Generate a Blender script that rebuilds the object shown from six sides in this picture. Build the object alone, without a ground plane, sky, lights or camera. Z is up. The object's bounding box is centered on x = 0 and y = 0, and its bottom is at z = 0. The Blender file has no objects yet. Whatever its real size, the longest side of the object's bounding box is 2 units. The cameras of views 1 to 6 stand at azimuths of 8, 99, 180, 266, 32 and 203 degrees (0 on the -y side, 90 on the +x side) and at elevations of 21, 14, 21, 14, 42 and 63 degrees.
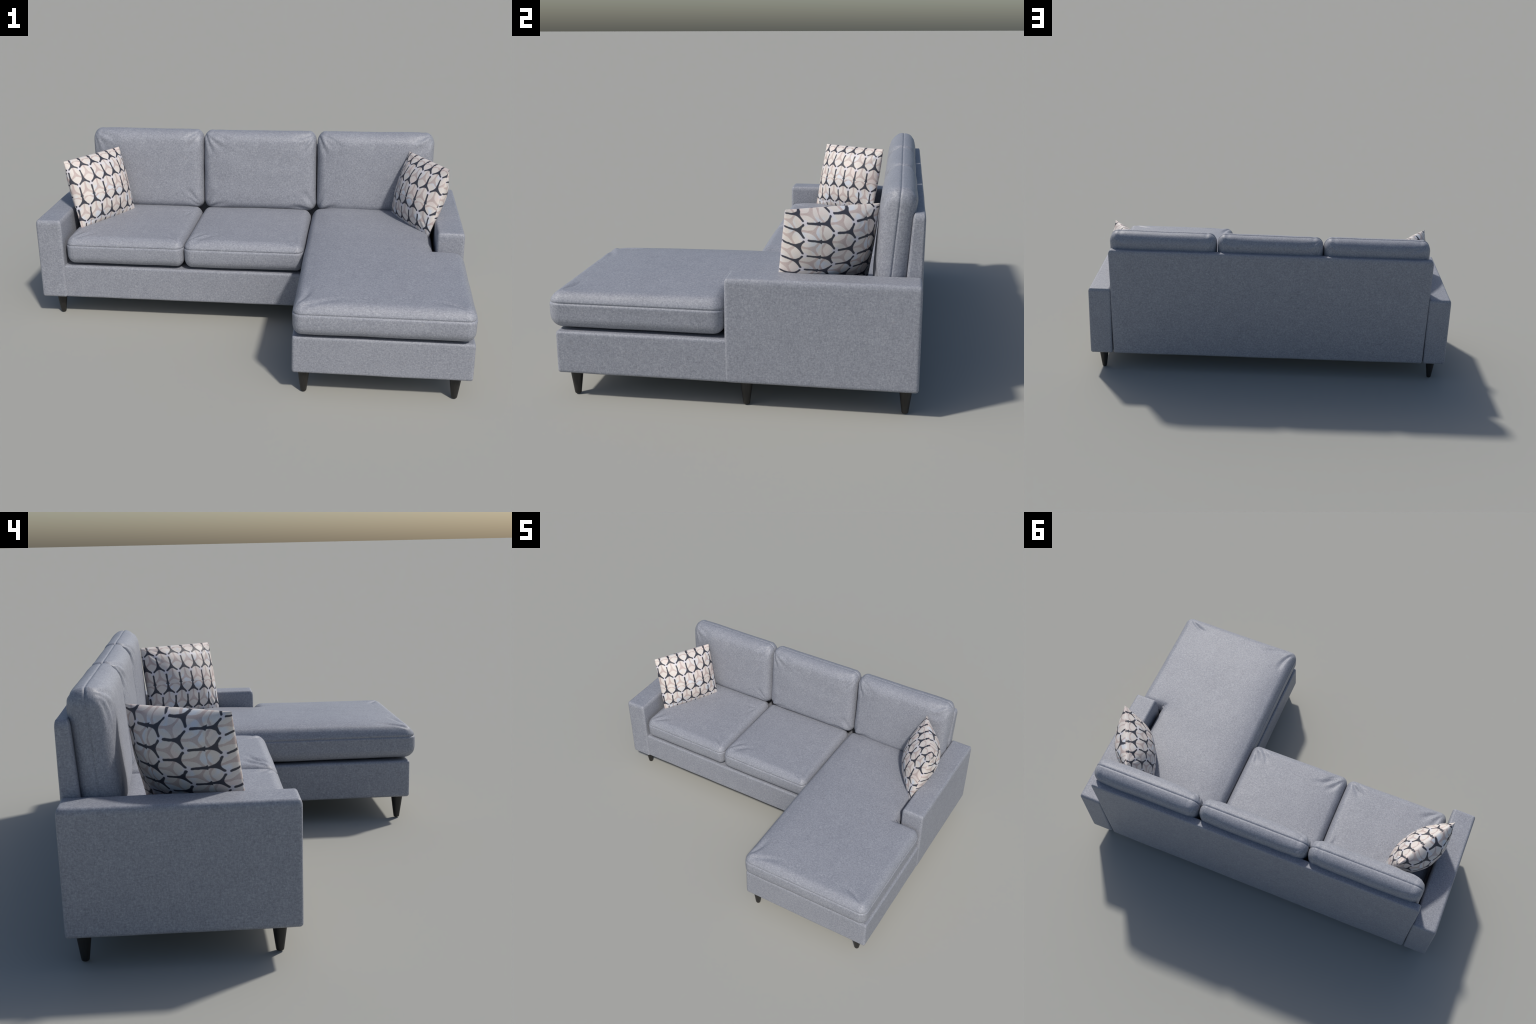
"""Sectional sofa with a chaise, loose cushions and two patterned throw pillows."""
import bpy, math, random
import numpy as np
from mathutils import Matrix, Vector

# ------------------------------------------------------------------ helpers
def axis_lines(a, b, step, fine=(), edge=None, edge_step=0.006):
    """Grid positions from a to b: coarse inside, finer near the ends and near `fine` lines."""
    pos = set()
    n = max(2, int(round((b - a) / step)))
    pos.update(np.linspace(a, b, n + 1).tolist())
    if edge:
        m = max(2, int(round(edge / edge_step)))
        for t in np.linspace(0, edge, m + 1):
            pos.add(a + t); pos.add(b - t)
    for f, w, s in fine:
        k = int(round(w / s))
        for i in range(-k, k + 1):
            pos.add(f + i * s)
    pos = sorted(p for p in pos if a - 1e-9 <= p <= b + 1e-9)
    out = [pos[0]]
    for p in pos[1:]:
        if p - out[-1] > 0.0011:
            out.append(p)
    out[-1] = b
    return np.array(out)


def prism_grid(xs, ys, zs, inside):
    """Closed quad shell of a vertical prism whose plan is the grid cells where inside(xc, yc)."""
    nx, ny, nz = len(xs) - 1, len(ys) - 1, len(zs) - 1
    M = np.zeros((nx + 2, ny + 2), bool)
    for i in range(nx):
        for j in range(ny):
            M[i + 1, j + 1] = inside((xs[i] + xs[i + 1]) / 2, (ys[j] + ys[j + 1]) / 2)
    idx, verts, faces = {}, [], []
    def v(i, j, k):
        key = (i, j, k)
        if key not in idx:
            idx[key] = len(verts)
            verts.append((xs[i], ys[j], zs[k]))
        return idx[key]
    for i in range(nx):
        for j in range(ny):
            if not M[i + 1, j + 1]:
                continue
            faces.append((v(i, j, nz), v(i + 1, j, nz), v(i + 1, j + 1, nz), v(i, j + 1, nz)))
            faces.append((v(i, j, 0), v(i, j + 1, 0), v(i + 1, j + 1, 0), v(i + 1, j, 0)))
            for k in range(nz):
                if not M[i, j + 1]:
                    faces.append((v(i, j, k), v(i, j, k + 1), v(i, j + 1, k + 1), v(i, j + 1, k)))
                if not M[i + 2, j + 1]:
                    faces.append((v(i + 1, j, k), v(i + 1, j + 1, k), v(i + 1, j + 1, k + 1), v(i + 1, j, k + 1)))
                if not M[i + 1, j]:
                    faces.append((v(i, j, k), v(i + 1, j, k), v(i + 1, j, k + 1), v(i, j, k + 1)))
                if not M[i + 1, j + 2]:
                    faces.append((v(i, j + 1, k), v(i, j + 1, k + 1), v(i + 1, j + 1, k + 1), v(i + 1, j + 1, k)))
    return np.array(verts), np.array(faces)


def round_edges(P, rects, z0, z1, rx, ry, rtop, rbot):
    """Round every outer edge: pull each point onto an ellipsoid swept over the inset plan."""
    best_q, best_d = None, None
    for (xa, xb, ya, yb) in rects:
        q = np.stack([np.clip(P[:, 0], xa + rx, xb - rx), np.clip(P[:, 1], ya + ry, yb - ry)], 1)
        d = ((P[:, 0] - q[:, 0]) / rx) ** 2 + ((P[:, 1] - q[:, 1]) / ry) ** 2
        if best_q is None:
            best_q, best_d = q, d
        else:
            m = d < best_d
            best_q[m] = q[m]; best_d[m] = d[m]
    qz = np.clip(P[:, 2], z0 + rbot, z1 - rtop)
    Q = np.column_stack([best_q, qz])
    rz = np.where(P[:, 2] > qz, rtop, rbot)
    R = np.column_stack([np.full(len(P), rx), np.full(len(P), ry), rz])
    D = (P - Q) / R
    L = np.linalg.norm(D, axis=1, keepdims=True)
    L[L < 1e-9] = 1
    return Q + D / L * R


def vertex_normals(P, F):
    n = np.zeros_like(P)
    fn = np.cross(P[F[:, 2]] - P[F[:, 0]], P[F[:, 3]] - P[F[:, 1]])
    for k in range(4):
        np.add.at(n, F[:, k], fn)
    return n / np.maximum(np.linalg.norm(n, axis=1, keepdims=True), 1e-12)


def lumps(P, rng, scale, terms=14):
    """Smooth random relief in -1..1 made of a few sine waves."""
    s = np.zeros(len(P))
    for _ in range(terms):
        k = np.array([rng.gauss(0, 1) for _ in range(3)]) / scale
        s += np.sin(P @ k * 2.2 + rng.uniform(0, 6.28))
    return s / math.sqrt(terms) / 1.4


def crease(a, b, ox, oy, ang, length, width, depth, bend=0.0):
    """A pulled fold on a face: a valley with soft shoulders, running from (ox, oy) along ang."""
    ca, sa = math.cos(ang), math.sin(ang)
    t = (a - ox) * ca + (b - oy) * sa
    s = -(a - ox) * sa + (b - oy) * ca
    s = s - bend * t * t / max(length, 1e-6)
    w = width * (0.65 + 0.9 * np.clip(t / length, 0, 1))
    u = (s / w) ** 2
    env = np.clip((t + 0.25 * length) / (0.35 * length), 0, 1) * np.clip((1.0 - t / length) / 0.6, 0, 1)
    env = env * env * (3 - 2 * env)
    return depth * (-(1 - 1.1 * u) * np.exp(-u)) * env


def make_mesh(name, P, F, mat, smooth=True):
    me = bpy.data.meshes.new(name)
    me.from_pydata([tuple(p) for p in P], [], [tuple(int(i) for i in f) for f in F])
    me.materials.append(mat)
    if smooth:
        me.polygons.foreach_set("use_smooth", [True] * len(me.polygons))
    me.update()
    return me


def add_object(name, mesh, parent=None, matrix=None):
    ob = bpy.data.objects.new(name, mesh)
    bpy.context.scene.collection.objects.link(ob)
    if parent:
        ob.parent = parent
    if matrix is not None:
        ob.matrix_world = matrix
    return ob


# ------------------------------------------------------------------ materials
class Graph:
    """Small helper for writing shader maths as expressions."""
    def __init__(self, name):
        self.mat = bpy.data.materials.new(name)
        self.mat.use_nodes = True
        self.t = self.mat.node_tree
        self.t.nodes.clear()
        self.out = self.t.nodes.new("ShaderNodeOutputMaterial")
        self.bsdf = self.t.nodes.new("ShaderNodeBsdfPrincipled")
        self.t.links.new(self.bsdf.outputs[0], self.out.inputs[0])

    def put(self, sock, val):
        if isinstance(val, bpy.types.NodeSocket):
            self.t.links.new(val, sock)
        else:
            sock.default_value = val

    def m(self, op, a, b=0.0, c=0.0, clamp=False):
        n = self.t.nodes.new("ShaderNodeMath")
        n.operation = op; n.use_clamp = clamp
        for s, v in zip(n.inputs, (a, b, c)):
            self.put(s, v)
        return n.outputs[0]

    def coords(self):
        n = self.t.nodes.new("ShaderNodeTexCoord")
        return n.outputs["Object"]

    def xyz(self, v):
        n = self.t.nodes.new("ShaderNodeSeparateXYZ")
        self.put(n.inputs[0], v)
        return n.outputs[0], n.outputs[1], n.outputs[2]

    def scaled(self, v, s, loc=(0, 0, 0), rot=(0, 0, 0)):
        n = self.t.nodes.new("ShaderNodeMapping")
        self.put(n.inputs["Vector"], v)
        n.inputs["Scale"].default_value = s
        n.inputs["Location"].default_value = loc
        n.inputs["Rotation"].default_value = rot
        return n.outputs[0]

    def noise(self, v, scale, detail=2.0, rough=0.5):
        n = self.t.nodes.new("ShaderNodeTexNoise")
        self.put(n.inputs["Vector"], v)
        n.inputs["Scale"].default_value = scale
        n.inputs["Detail"].default_value = detail
        n.inputs["Roughness"].default_value = rough
        return n.outputs["Fac"]

    def step(self, x, lo, hi):
        n = self.t.nodes.new("ShaderNodeMapRange")
        n.interpolation_type = "SMOOTHSTEP"
        self.put(n.inputs[0], x)
        n.inputs[1].default_value = lo
        n.inputs[2].default_value = hi
        return n.outputs[0]

    def mix(self, f, a, b, mode="MIX"):
        n = self.t.nodes.new("ShaderNodeMix")
        n.data_type = "RGBA"; n.blend_type = mode
        self.put(n.inputs[0], f)
        self.put(n.inputs[6], a if isinstance(a, bpy.types.NodeSocket) else (*a, 1))
        self.put(n.inputs[7], b if isinstance(b, bpy.types.NodeSocket) else (*b, 1))
        return n.outputs[2]

    def ramp(self, f, stops):
        n = self.t.nodes.new("ShaderNodeValToRGB")
        self.put(n.inputs[0], f)
        els = n.color_ramp.elements
        while len(els) < len(stops):
            els.new(0.5)
        for e, (p, c) in zip(els, stops):
            e.position = p; e.color = (*c, 1)
        return n.outputs[0]

    def bump(self, h, strength, dist):
        n = self.t.nodes.new("ShaderNodeBump")
        n.inputs["Strength"].default_value = strength
        n.inputs["Distance"].default_value = dist
        self.put(n.inputs["Height"], h)
        self.t.links.new(n.outputs[0], self.bsdf.inputs["Normal"])


def upholstery_material():
    """Heathered blue-grey woven cloth: crossed slub threads, faint clouds, rare warm flecks."""
    g = Graph("heathered_grey_upholstery")
    v = g.coords()
    across = g.noise(g.scaled(v, (95, 330, 330)), 1.0, 2.0, 0.6)
    up = g.noise(g.scaled(v, (330, 330, 95), loc=(3, 7, 1)), 1.0, 2.0, 0.6)
    along = g.noise(g.scaled(v, (330, 95, 330), loc=(11, 2, 5)), 1.0, 2.0, 0.6)
    threads = g.m("MULTIPLY", g.m("ADD", g.m("ADD", across, up), along), 1 / 3)
    fleck = g.noise(v, 135.0, 3.0, 0.65)
    cloud = g.noise(v, 16.0, 3.0, 0.55)
    f = g.m("ADD", g.m("MULTIPLY", threads, 1.15), g.m("MULTIPLY", fleck, 0.55))
    f = g.m("ADD", f, g.m("MULTIPLY", cloud, 0.12))
    f = g.m("SUBTRACT", f, 0.41)
    col = g.ramp(f, [(0.24, FABRIC_DARK), (0.50, FABRIC_MID), (0.76, FABRIC_LIGHT)])
    warm = g.m("MULTIPLY", g.step(g.noise(g.scaled(v, (1, 1, 1), loc=(5, 9, 2)), 48.0, 3.0, 0.6), 0.60, 0.76), 0.22)
    col = g.mix(warm, col, FABRIC_WARM)
    g.put(g.bsdf.inputs["Base Color"], col)
    g.bsdf.inputs["Roughness"].default_value = 0.53
    g.bsdf.inputs["Specular IOR Level"].default_value = 0.5
    g.bump(f, 0.25, 0.002)
    return g.mat


def leg_material():
    g = Graph("black_stained_wood")
    v = g.coords()
    grain = g.noise(g.scaled(v, (220, 220, 14)), 1.0, 3.0, 0.6)
    col = g.ramp(grain, [(0.3, (0.009, 0.0085, 0.008)), (0.7, (0.020, 0.0185, 0.0165))])
    g.put(g.bsdf.inputs["Base Color"], col)
    g.bsdf.inputs["Roughness"].default_value = 0.5
    g.bump(grain, 0.1, 0.001)
    return g.mat


PILLOW_W, PILLOW_H, PILLOW_T = 0.365, 0.336, (0.079, 0.104)
COLUMN, ROW, SETBACK = 0.061, 0.082, 0.023            # pitch of the printed figures
ROW_UNITS = ROW / COLUMN

def pillow_material():
    """Printed cloth: rows of dark three-armed figures on a hexagon lattice, pale pink ghosts
    of them inside cream ovals between; the print lies sideways on the rear face."""
    g = Graph("three_arm_print_cloth")
    v = g.coords()
    x, y, z = g.xyz(v)
    # small wobble so that no figure is ruled with a straight edge
    wob = g.m("MULTIPLY", g.m("SUBTRACT", g.noise(v, 45.0, 2.0), 0.5), 0.006)
    def eased(c, half):               # cloth on the sloping rim is longer than its projection
        r = g.m("DIVIDE", c, half)
        r4 = g.m("POWER", g.m("MULTIPLY", r, r), 2.0)
        return g.m("MULTIPLY", c, g.m("ADD", 1.0, g.m("MULTIPLY", r4, 0.10)))
    xe = g.m("ADD", eased(x, PILLOW_W / 2), wob)
    ze = g.m("ADD", eased(z, PILLOW_H / 2), wob)
    back = g.m("GREATER_THAN", y, 0.0)
    def pick(a, b):                   # a on the front, b on the rear
        return g.m("ADD", g.m("MULTIPLY", a, g.m("SUBTRACT", 1.0, back)), g.m("MULTIPLY", b, back))
    pc = pick(xe, g.m("MULTIPLY", ze, 1.03))
    qc = pick(ze, g.m("SUBTRACT", xe, 0.085))
    # the print is set back by part of a figure every second row, which lengthens those stems
    joins = g.m("FLOOR", g.m("DIVIDE", g.m("ADD", qc, 0.017), 2 * ROW + SETBACK))
    qc = g.m("SUBTRACT", qc, g.m("MULTIPLY", joins, SETBACK))

    def lattice(dp, dq):
        """Local coordinates in units of the column pitch, origin at the figure's fork."""
        rows = g.m("ADD", g.m("DIVIDE", qc, ROW), dq)
        j = g.m("FLOOR", rows)
        q = g.m("SUBTRACT", g.m("MULTIPLY", g.m("SUBTRACT", rows, j), ROW_UNITS), 0.40)
        half = g.m("MULTIPLY", g.m("FLOORED_MODULO", j, 2.0), 0.5)
        pp = g.m("ADD", g.m("ADD", g.m("DIVIDE", pc, COLUMN), half), dp)
        p = g.m("SUBTRACT", pp, g.m("ROUND", pp))
        return g.m("ABSOLUTE", p), q

    def segment(p, q, x0, y0, x1, y1):
        dx, dy = x1 - x0, y1 - y0
        L2 = dx * dx + dy * dy
        px, py = g.m("SUBTRACT", p, x0), g.m("SUBTRACT", q, y0)
        t = g.m("DIVIDE", g.m("ADD", g.m("MULTIPLY", px, dx), g.m("MULTIPLY", py, dy)), L2, clamp=True)
        ex = g.m("SUBTRACT", px, g.m("MULTIPLY", t, dx))
        ey = g.m("SUBTRACT", py, g.m("MULTIPLY", t, dy))
        return g.m("SQRT", g.m("ADD", g.m("MULTIPLY", ex, ex), g.m("MULTIPLY", ey, ey)))

    def figure(p, q, half_width, blend):
        stem = segment(p, q, 0, 0, 0, 0.80)
        leg = segment(p, q, 0.0, 0.02, 0.385, -0.265)
        d = g.m("SMOOTH_MIN", stem, leg, blend)
        return g.m("SUBTRACT", 1.0, g.step(d, half_width - 0.022, half_width + 0.022))

    row_shift = 0.548
    dp, dq = lattice(0.654, row_shift)
    dark = figure(dp, dq, 0.067, 0.40)
    lp, lq = lattice(0.154, row_shift - 0.52 / ROW_UNITS)
    ghost = figure(lp, lq, 0.066, 0.40)
    # pale lilac ground shows at the knots where arms of neighbouring figures meet
    def knot(px, qy, r):
        ax, ay = g.m("SUBTRACT", dp, px), g.m("SUBTRACT", dq, qy)
        rr = g.m("ADD", g.m("MULTIPLY", ax, ax), g.m("MULTIPLY", ay, ay))
        return g.m("SUBTRACT", 1.0, g.step(rr, (r * 0.8) ** 2, (r * 1.2) ** 2))
    knots = g.m("MAXIMUM", knot(0.5, -0.35, 0.19), knot(0.0, 0.97, 0.19))

    tint = g.noise(v, 17.0, 2.0, 0.5)
    cream = g.ramp(tint, [(0.34, PRINT_BLUE), (0.46, PRINT_CREAM), (0.56, PRINT_CREAM), (0.68, PRINT_ROSE)])
    ground = g.mix(0.25, PRINT_GROUND, cream)
    pale = g.mix(knots, cream, ground)
    soft = g.m("MULTIPLY", g.m("MULTIPLY", ghost, g.m("SUBTRACT", 1.0, knots)), g.m("ADD", 0.55, g.m("MULTIPLY", g.noise(v, 30.0, 2.0), 0.6)), clamp=True)
    pale = g.mix(soft, pale, PRINT_GHOST)
    col = g.mix(dark, pale, PRINT_DARK)
    weave = g.noise(v, 420.0, 2.0, 0.6)
    col = g.mix(0.30, col, g.ramp(weave, [(0.3, (0.35, 0.35, 0.35)), (0.7, (0.68, 0.68, 0.68))]), "OVERLAY")
    g.put(g.bsdf.inputs["Base Color"], col)
    g.bsdf.inputs["Roughness"].default_value = 0.55
    g.bsdf.inputs["Specular IOR Level"].default_value = 0.45
    g.bump(weave, 0.2, 0.001)
    return g.mat


FABRIC_DARK = (0.168, 0.177, 0.209)
FABRIC_MID = (0.264, 0.276, 0.314)
FABRIC_LIGHT = (0.384, 0.396, 0.434)
FABRIC_WARM = (0.330, 0.310, 0.310)
PRINT_CREAM = (0.67, 0.62, 0.575)
PRINT_ROSE = (0.70, 0.60, 0.56)
PRINT_BLUE = (0.62, 0.65, 0.70)
PRINT_GROUND = (0.62, 0.60, 0.66)
PRINT_GHOST = (0.49, 0.395, 0.37)
PRINT_DARK = (0.040, 0.042, 0.057)

upholstery = upholstery_material()
wood = leg_material()
print_cloth = pillow_material()

# ------------------------------------------------------------------ sofa
sofa = bpy.data.objects.new("sectional_sofa", None)
sofa.empty_display_size = 0.3
bpy.context.scene.collection.objects.link(sofa)
sofa["label"] = "blue-grey fabric sectional sofa with a long chaise"
sofa["category"] = "sofa"


def upholstered_block(name, x, y, z, r, rtop=None, seed=1, grooves=(), shear=None, puff=0.0):
    """A padded frame panel: tight cloth over a board, edges softly rounded."""
    rtop = rtop or r
    e = max(r, rtop) * 1.3
    xs = axis_lines(*x, 0.05, edge=e, edge_step=0.004)
    ys = axis_lines(*y, 0.05, edge=e, edge_step=0.004)
    zs = axis_lines(*z, 0.05, edge=e, edge_step=0.004, fine=[(gz, 0.006, 0.0015) for gz in grooves])
    P, F = prism_grid(xs, ys, zs, lambda a, b: True)
    P = round_edges(P, [(*x, *y)], z[0], z[1], r, r, rtop, r)
    N = vertex_normals(P, F)
    rng = random.Random(seed)
    d = 0.0007 * lumps(P, rng, 0.14)
    for gz in grooves:
        d = d - 0.0016 * np.exp(-((P[:, 2] - gz) / 0.0022) ** 2) * (np.abs(N[:, 2]) < 0.5)
    if puff:
        u = (P[:, 0] - (x[0] + x[1]) / 2) / ((x[1] - x[0]) / 2)
        w = (P[:, 2] - (z[0] + z[1]) / 2) / ((z[1] - z[0]) / 2)
        d = d + puff * np.clip(1 - u ** 2, 0, 1) * np.clip(1 - w ** 2, 0, 1)
    P = P + N * np.asarray(d)[:, None]
    if shear:
        P = shear(P)
    return add_object(name, make_mesh(name, P, F, upholstery), sofa)


BASE_Z = (0.1025, 0.266)
upholstered_block("seat_base", (-0.885, 0.285), (-0.008, 0.615), BASE_Z, 0.010, seed=3)
upholstered_block("chaise_base", (0.277, 0.9960), (-0.651, 0.040), BASE_Z, 0.011, seed=4)
upholstered_block("seat_base", (0.2865, 0.885), (0.0405, 0.615), BASE_Z, 0.006, seed=5)

ARM_Z = (0.1022, 0.4945)
upholstered_block("arm", (-0.9985, -0.875), (-0.017, 0.675), ARM_Z, 0.012, rtop=0.022, seed=6)
upholstered_block("arm", (0.875, 0.9985), (-0.017, 0.675), ARM_Z, 0.012, rtop=0.022, seed=7)


def lean_front(P):
    """The back board is thinner at the top; it also widens slightly upward."""
    P = P.copy()
    t = np.clip((P[:, 2] - 0.104) / 0.62, 0, 1)
    k = (0.677 - P[:, 1]) / 0.085
    P[:, 1] = 0.677 - k * (0.085 - 0.042 * t)
    P[:, 0] *= 0.994 + 0.011 * t
    return P

upholstered_block("backrest", (-0.876, 0.876), (0.592, 0.677), (0.1022, 0.721), 0.014, rtop=0.026,
                  seed=8, shear=lean_front)


def seat_cushion(name, rects, z, notch=None, seam=0.372, crown=0.012, reach=(0.1, 0.1, 0.1, 0.1), seed=1, corners=()):
    """Loose box cushion lying flat: rounded edges, a stitched welt round the rim and pulled folds."""
    x0 = min(r[0] for r in rects); x1 = max(r[1] for r in rects)
    y0 = min(r[2] for r in rects); y1 = max(r[3] for r in rects)
    xfine, yfine = [], []
    if notch:
        xfine = [(notch[0], 0.06, 0.006)]; yfine = [(notch[1], 0.06, 0.006)]
    xs = axis_lines(x0, x1, 0.009, edge=0.07, edge_step=0.006, fine=xfine)
    ys = axis_lines(y0, y1, 0.009, edge=0.07, edge_step=0.006, fine=yfine)
    if notch:
        xs[np.argmin(abs(xs - notch[0]))] = notch[0]
        ys[np.argmin(abs(ys - notch[1]))] = notch[1]
    zs = axis_lines(z[0], z[1], 0.012, edge=0.05, edge_step=0.007, fine=[(seam, 0.008, 0.0016)])
    P, F = prism_grid(xs, ys, zs, lambda a, b: any(r[0] < a < r[1] and r[2] < b < r[3] for r in rects))
    P = round_edges(P, rects, z[0], z[1], 0.037, 0.044, 0.048, 0.042)
    N = vertex_normals(P, F)
    rng = random.Random(seed)
    d = 0.0014 * lumps(P, rng, 0.18) + 0.00025 * lumps(P, rng, 0.05)
    up = np.clip(N[:, 2], 0, 1)
    # the filling stands highest inside; `reach` is how slowly it rises from each side
    def rise(dist, k):
        return 1 - np.exp(-np.clip(dist / k, 0, 20))
    fill = (rise(P[:, 0] - x0, reach[0]) * rise(x1 - P[:, 0], reach[1])
            * rise(P[:, 1] - y0, reach[2]) * rise(y1 - P[:, 1], reach[3]))
    if notch:
        fill = fill * (0.35 + 0.65 * rise(np.hypot(P[:, 0] - notch[0], P[:, 1] - notch[1]), 0.06))
    d = d + crown * up * fill
    # the boxing strip below the welt bulges over the base rail
    d = d + 0.0035 * np.exp(-((P[:, 2] - 0.335) / 0.030) ** 2) * np.clip(-N[:, 1], 0, 1)
    # welt: a stitched groove with the cloth swelling on either side
    side = np.clip(1.15 - np.abs(N[:, 2]), 0, 1)
    dz = P[:, 2] - seam
    d = d + side * (-0.0032 * np.exp(-(dz / 0.0028) ** 2) + 0.0012 * np.exp(-((np.abs(dz) - 0.010) / 0.008) ** 2))
    # pulled folds fanning out of the given corners (sx, sy: which way the inside lies)
    top = np.clip((P[:, 2] - (seam - 0.015)) / 0.03, 0, 1)
    for (cx, cy, sx, sy, n, size) in corners:
        a, b = (P[:, 0] - cx) * sx, (P[:, 1] - cy) * sy
        for i in range(n):
            ang = math.radians(14 + 58 * (i + rng.uniform(0.2, 0.8)) / n)
            o = rng.uniform(0.045, 0.062)
            d = d + top * crease(a, b, o * math.cos(ang) + 0.006, o * math.sin(ang) + 0.006, ang,
                                 size * rng.uniform(0.8, 1.3), rng.uniform(0.013, 0.019),
                                 rng.uniform(0.0032, 0.0055), rng.uniform(-0.6, 0.6))
    P = P + N * d[:, None]
    return add_object(name, make_mesh(name, P, F, upholstery), sofa)


SEAT_Z = (0.275, 0.410)
seat_cushion("seat_cushion", [(-0.862, -0.2925, -0.019, 0.55)], SEAT_Z, seed=11, crown=0.017, reach=(0.10, 0.10, 0.15, 0.07),
             corners=[(-0.862, -0.024, 1, 1, 2, 0.13), (-0.2925, -0.024, -1, 1, 2, 0.09),
                      (-0.2925, 0.47, -1, -1, 2, 0.08)])
seat_cushion("seat_cushion", [(-0.2895, 0.2755, -0.019, 0.55)], SEAT_Z, seed=12, crown=0.017, reach=(0.10, 0.10, 0.15, 0.07),
             corners=[(-0.2895, -0.024, 1, 1, 3, 0.14), (0.2755, -0.024, -1, 1, 2, 0.09)])
seat_cushion("chaise_cushion", [(0.279, 0.994, -0.675, -0.020), (0.279, 0.862, -0.675, 0.55)], SEAT_Z,
             crown=0.034, reach=(0.06, 0.20, 0.20, 0.05),
             notch=(0.862, -0.020), seed=13,
             corners=[(0.279, -0.675, 1, 1, 2, 0.17), (0.994, -0.675, -1, 1, 1, 0.11)])


def back_cushion(x0, x1, seed):
    """Upright loose cushion leaning on the back board; the welt runs round its middle."""
    hx, hy, hz = (x1 - x0) / 2, 0.056, 0.204
    xs = axis_lines(-hx, hx, 0.009, edge=0.06, edge_step=0.006)
    ys = axis_lines(-hy, hy, 0.010, edge=0.03, edge_step=0.006, fine=[(-0.004, 0.008, 0.0016)])
    zs = axis_lines(-hz, hz, 0.009, edge=0.06, edge_step=0.006)
    P, F = prism_grid(xs, ys, zs, lambda a, b: True)
    P = round_edges(P, [(-hx, hx, -hy, hy)], -hz, hz, 0.042, 0.047, 0.056, 0.046)
    N = vertex_normals(P, F)
    rng = random.Random(seed)
    d = 0.0018 * lumps(P, rng, 0.17) + 0.0004 * lumps(P, rng, 0.055)
    u, w = P[:, 0] / hx, P[:, 2] / hz
    belly = np.clip(1 - u ** 4, 0, 1) * np.clip(1 - np.abs(w) ** 5 * 0.9, 0, 1)
    d = d + 0.0175 * belly * np.clip(-N[:, 1], 0, 1)
    d = d + 0.003 * belly * np.clip(N[:, 1], 0, 1)
    rim = np.clip(1.15 - np.abs(N[:, 1]), 0, 1)
    dy = P[:, 1] + 0.004
    d = d + rim * (-0.0024 * np.exp(-(dy / 0.0026) ** 2) + 0.0010 * np.exp(-((np.abs(dy) - 0.010) / 0.008) ** 2))
    front = np.clip((-P[:, 1] - 0.005) / 0.03, 0, 1)
    rear = np.clip((P[:, 1] - 0.005) / 0.03, 0, 1)
    for sx in (1, -1):
        for sz in (1, -1):
            a, b = (P[:, 0] + sx * hx) * sx, (P[:, 2] + sz * hz) * sz
            n = 2 if sz > 0 else 3      # more pull at the upper corners
            for i in range(n):
                ang = math.radians(14 + 62 * (i + rng.uniform(0.2, 0.8)) / n)
                o = rng.uniform(0.035, 0.055)
                fold = crease(a, b, o * math.cos(ang), o * math.sin(ang), ang, rng.uniform(0.07, 0.13),
                              rng.uniform(0.013, 0.019), rng.uniform(0.0038, 0.0065), rng.uniform(-0.3, 0.3))
                d = d + fold * (front + 0.5 * rear)
    # short dimples where the top welt turns the corner
    for sx in (1, -1):
        d = d - 0.0016 * np.exp(-((P[:, 0] - sx * (hx - 0.055)) / 0.011) ** 2) * np.clip(N[:, 2], 0, 1)
    P = P + N * d[:, None]
    lean = math.radians(4.6)
    M = Matrix.Translation(((x0 + x1) / 2, 0.577, 0.6020)) @ Matrix.Rotation(-lean, 4, "X")
    return add_object("back_cushion", make_mesh("back_cushion", P, F, upholstery), sofa, M)

back_cushion(-0.866, -0.2865, 21)
back_cushion(-0.2835, 0.2955, 22)
back_cushion(0.2995, 0.8785, 23)


def leg_mesh():
    """Turned tapered foot with a small eased tip."""
    profile = [(0.0, 0.0), (0.0085, 0.0), (0.0112, 0.0014), (0.0126, 0.0045), (0.0160, 0.030),
               (0.0206, 0.065), (0.0246, 0.095), (0.0258, 0.1035), (0.0260, 0.112), (0.0, 0.112)]
    n = 32
    P, F = [], []
    for (r, z) in profile:
        P += [(r * math.cos(2 * math.pi * i / n), r * math.sin(2 * math.pi * i / n), z) for i in range(n)]
    for k in range(len(profile) - 1):
        for i in range(n):
            j = (i + 1) % n
            F.append((k * n + i, k * n + j, (k + 1) * n + j, (k + 1) * n + i))
    me = make_mesh("leg", P, F, wood)
    import bmesh
    bm = bmesh.new(); bm.from_mesh(me)
    bmesh.ops.remove_doubles(bm, verts=bm.verts, dist=1e-5)
    bm.to_mesh(me); bm.free()
    return me

leg = leg_mesh()
for x, y in ((0.933, -0.600), (0.323, -0.606), (-0.923, 0.047), (-0.923, 0.630), (0.931, 0.630), (0.935, 0.052)):
    add_object("leg", leg, sofa, Matrix.Translation((x, y, 0.0)))


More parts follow.
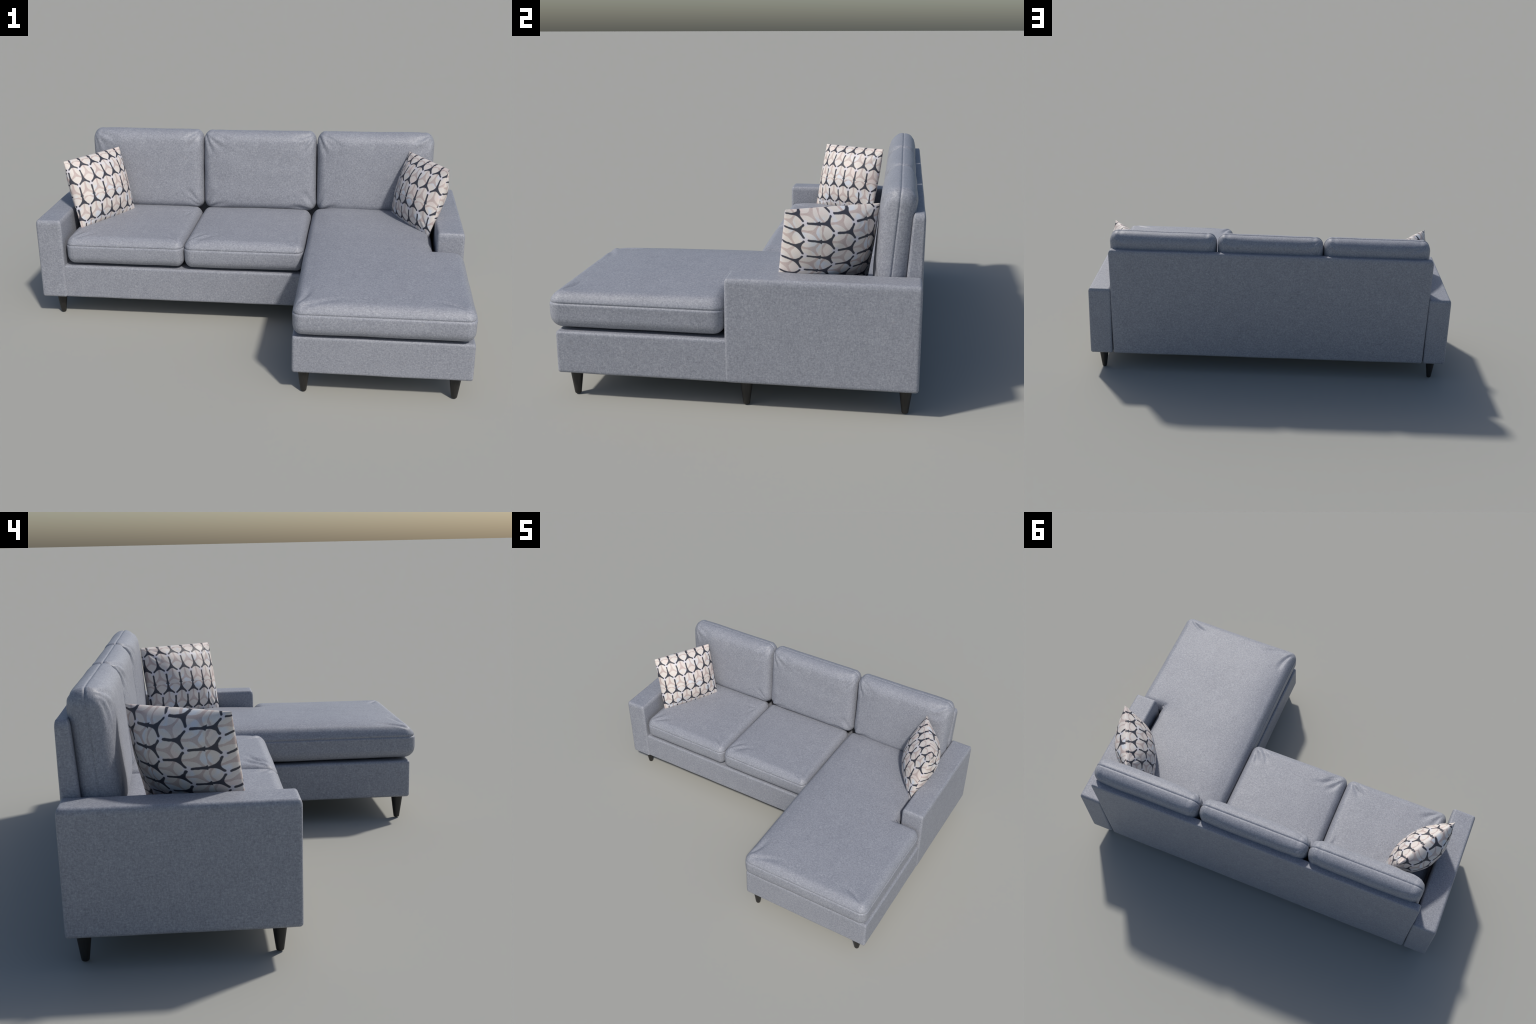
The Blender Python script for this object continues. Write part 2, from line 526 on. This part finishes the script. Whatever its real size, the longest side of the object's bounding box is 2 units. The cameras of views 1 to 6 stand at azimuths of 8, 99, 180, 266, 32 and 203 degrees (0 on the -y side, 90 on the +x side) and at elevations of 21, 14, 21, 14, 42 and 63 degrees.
# ------------------------------------------------------------------ throw pillows
def pillow_mesh():
    """Square knife-edged pillow: two bellied panels joined along a sharp rim."""
    n = 72
    t = np.linspace(-1, 1, n + 1)
    t = np.sign(t) * (1 - (1 - np.abs(t)) ** 1.25)          # finer near the rim
    P, idx = [], {}
    rng = random.Random(5)
    def height(u, w, side):
        return PILLOW_T[side > 0] * ((1 - u ** 2) * (1 - w ** 2)) ** 0.66 * (1 + 0.30 * w * (side > 0))
    F = []
    for side in (-1, 1):
        for i, u in enumerate(t):
            for j, w in enumerate(t):
                rim = i in (0, n) or j in (0, n)
                key = (i, j) if rim else (i, j, side)
                if key in idx:
                    continue
                idx[key] = len(P)
                x = u * PILLOW_W / 2 * (1 - 0.004 * (1 - w ** 2))
                z = w * PILLOW_H / 2 * (1 - 0.003 * (1 - u ** 2))
                P.append((x, side * height(u, w, side), z))
    def v(i, j, s):
        return idx[(i, j)] if (i in (0, n) or j in (0, n)) else idx[(i, j, s)]
    for s in (-1, 1):
        for i in range(n):
            for j in range(n):
                q = (v(i, j, s), v(i + 1, j, s), v(i + 1, j + 1, s), v(i, j + 1, s))
                F.append(q if s < 0 else q[::-1])
    P, F = np.array(P), np.array(F)
    u, w = P[:, 0] / (PILLOW_W / 2), P[:, 2] / (PILLOW_H / 2)
    body = np.clip((1 - u ** 2) * (1 - w ** 2) * 5, 0, 1)
    d = 0.0025 * lumps(P, rng, 0.07)
    for sx in (1, -1):
        for sz in (1, -1):
            a, b = (P[:, 0] + sx * PILLOW_W / 2) * sx, (P[:, 2] + sz * PILLOW_H / 2) * sz
            for i in range(3):
                ang = math.radians(15 + 60 * (i + rng.uniform(0.2, 0.8)) / 3)
                d = d + crease(a, b, 0.03 * math.cos(ang), 0.03 * math.sin(ang), ang,
                               rng.uniform(0.06, 0.11), 0.007, rng.uniform(0.002, 0.004), rng.uniform(-0.3, 0.3))
    P[:, 1] += np.sign(P[:, 1]) * d * body
    return make_mesh("throw_pillow", P, F, print_cloth)


def pillow_frame(top_a, top_b, down):
    """Pillow axes from its two upper corners and the direction of its sides."""
    top_a, top_b, down = Vector(top_a), Vector(top_b), Vector(down)
    X = (top_b - top_a).normalized()
    Z = -(down - X * down.dot(X)).normalized()
    Y = Z.cross(X)
    c = (top_a + top_b) / 2 - Z * (PILLOW_H / 2)
    M = Matrix((X, Y, Z)).transposed().to_4x4()
    M.translation = c
    return M

pm = pillow_mesh()
for a, b, down in (((-0.899, 0.175, 0.733), (-0.713, 0.484, 0.733), (0.0715, -0.0485, -0.313)),
                   ((0.757, 0.513, 0.732), (0.927, 0.192, 0.732), (-0.078, -0.034, -0.310))):
    p = add_object("throw_pillow", pm, None, pillow_frame(a, b, down))
    p["label"] = "plump square throw pillow with dark three-armed print"
    p["category"] = "pillow"
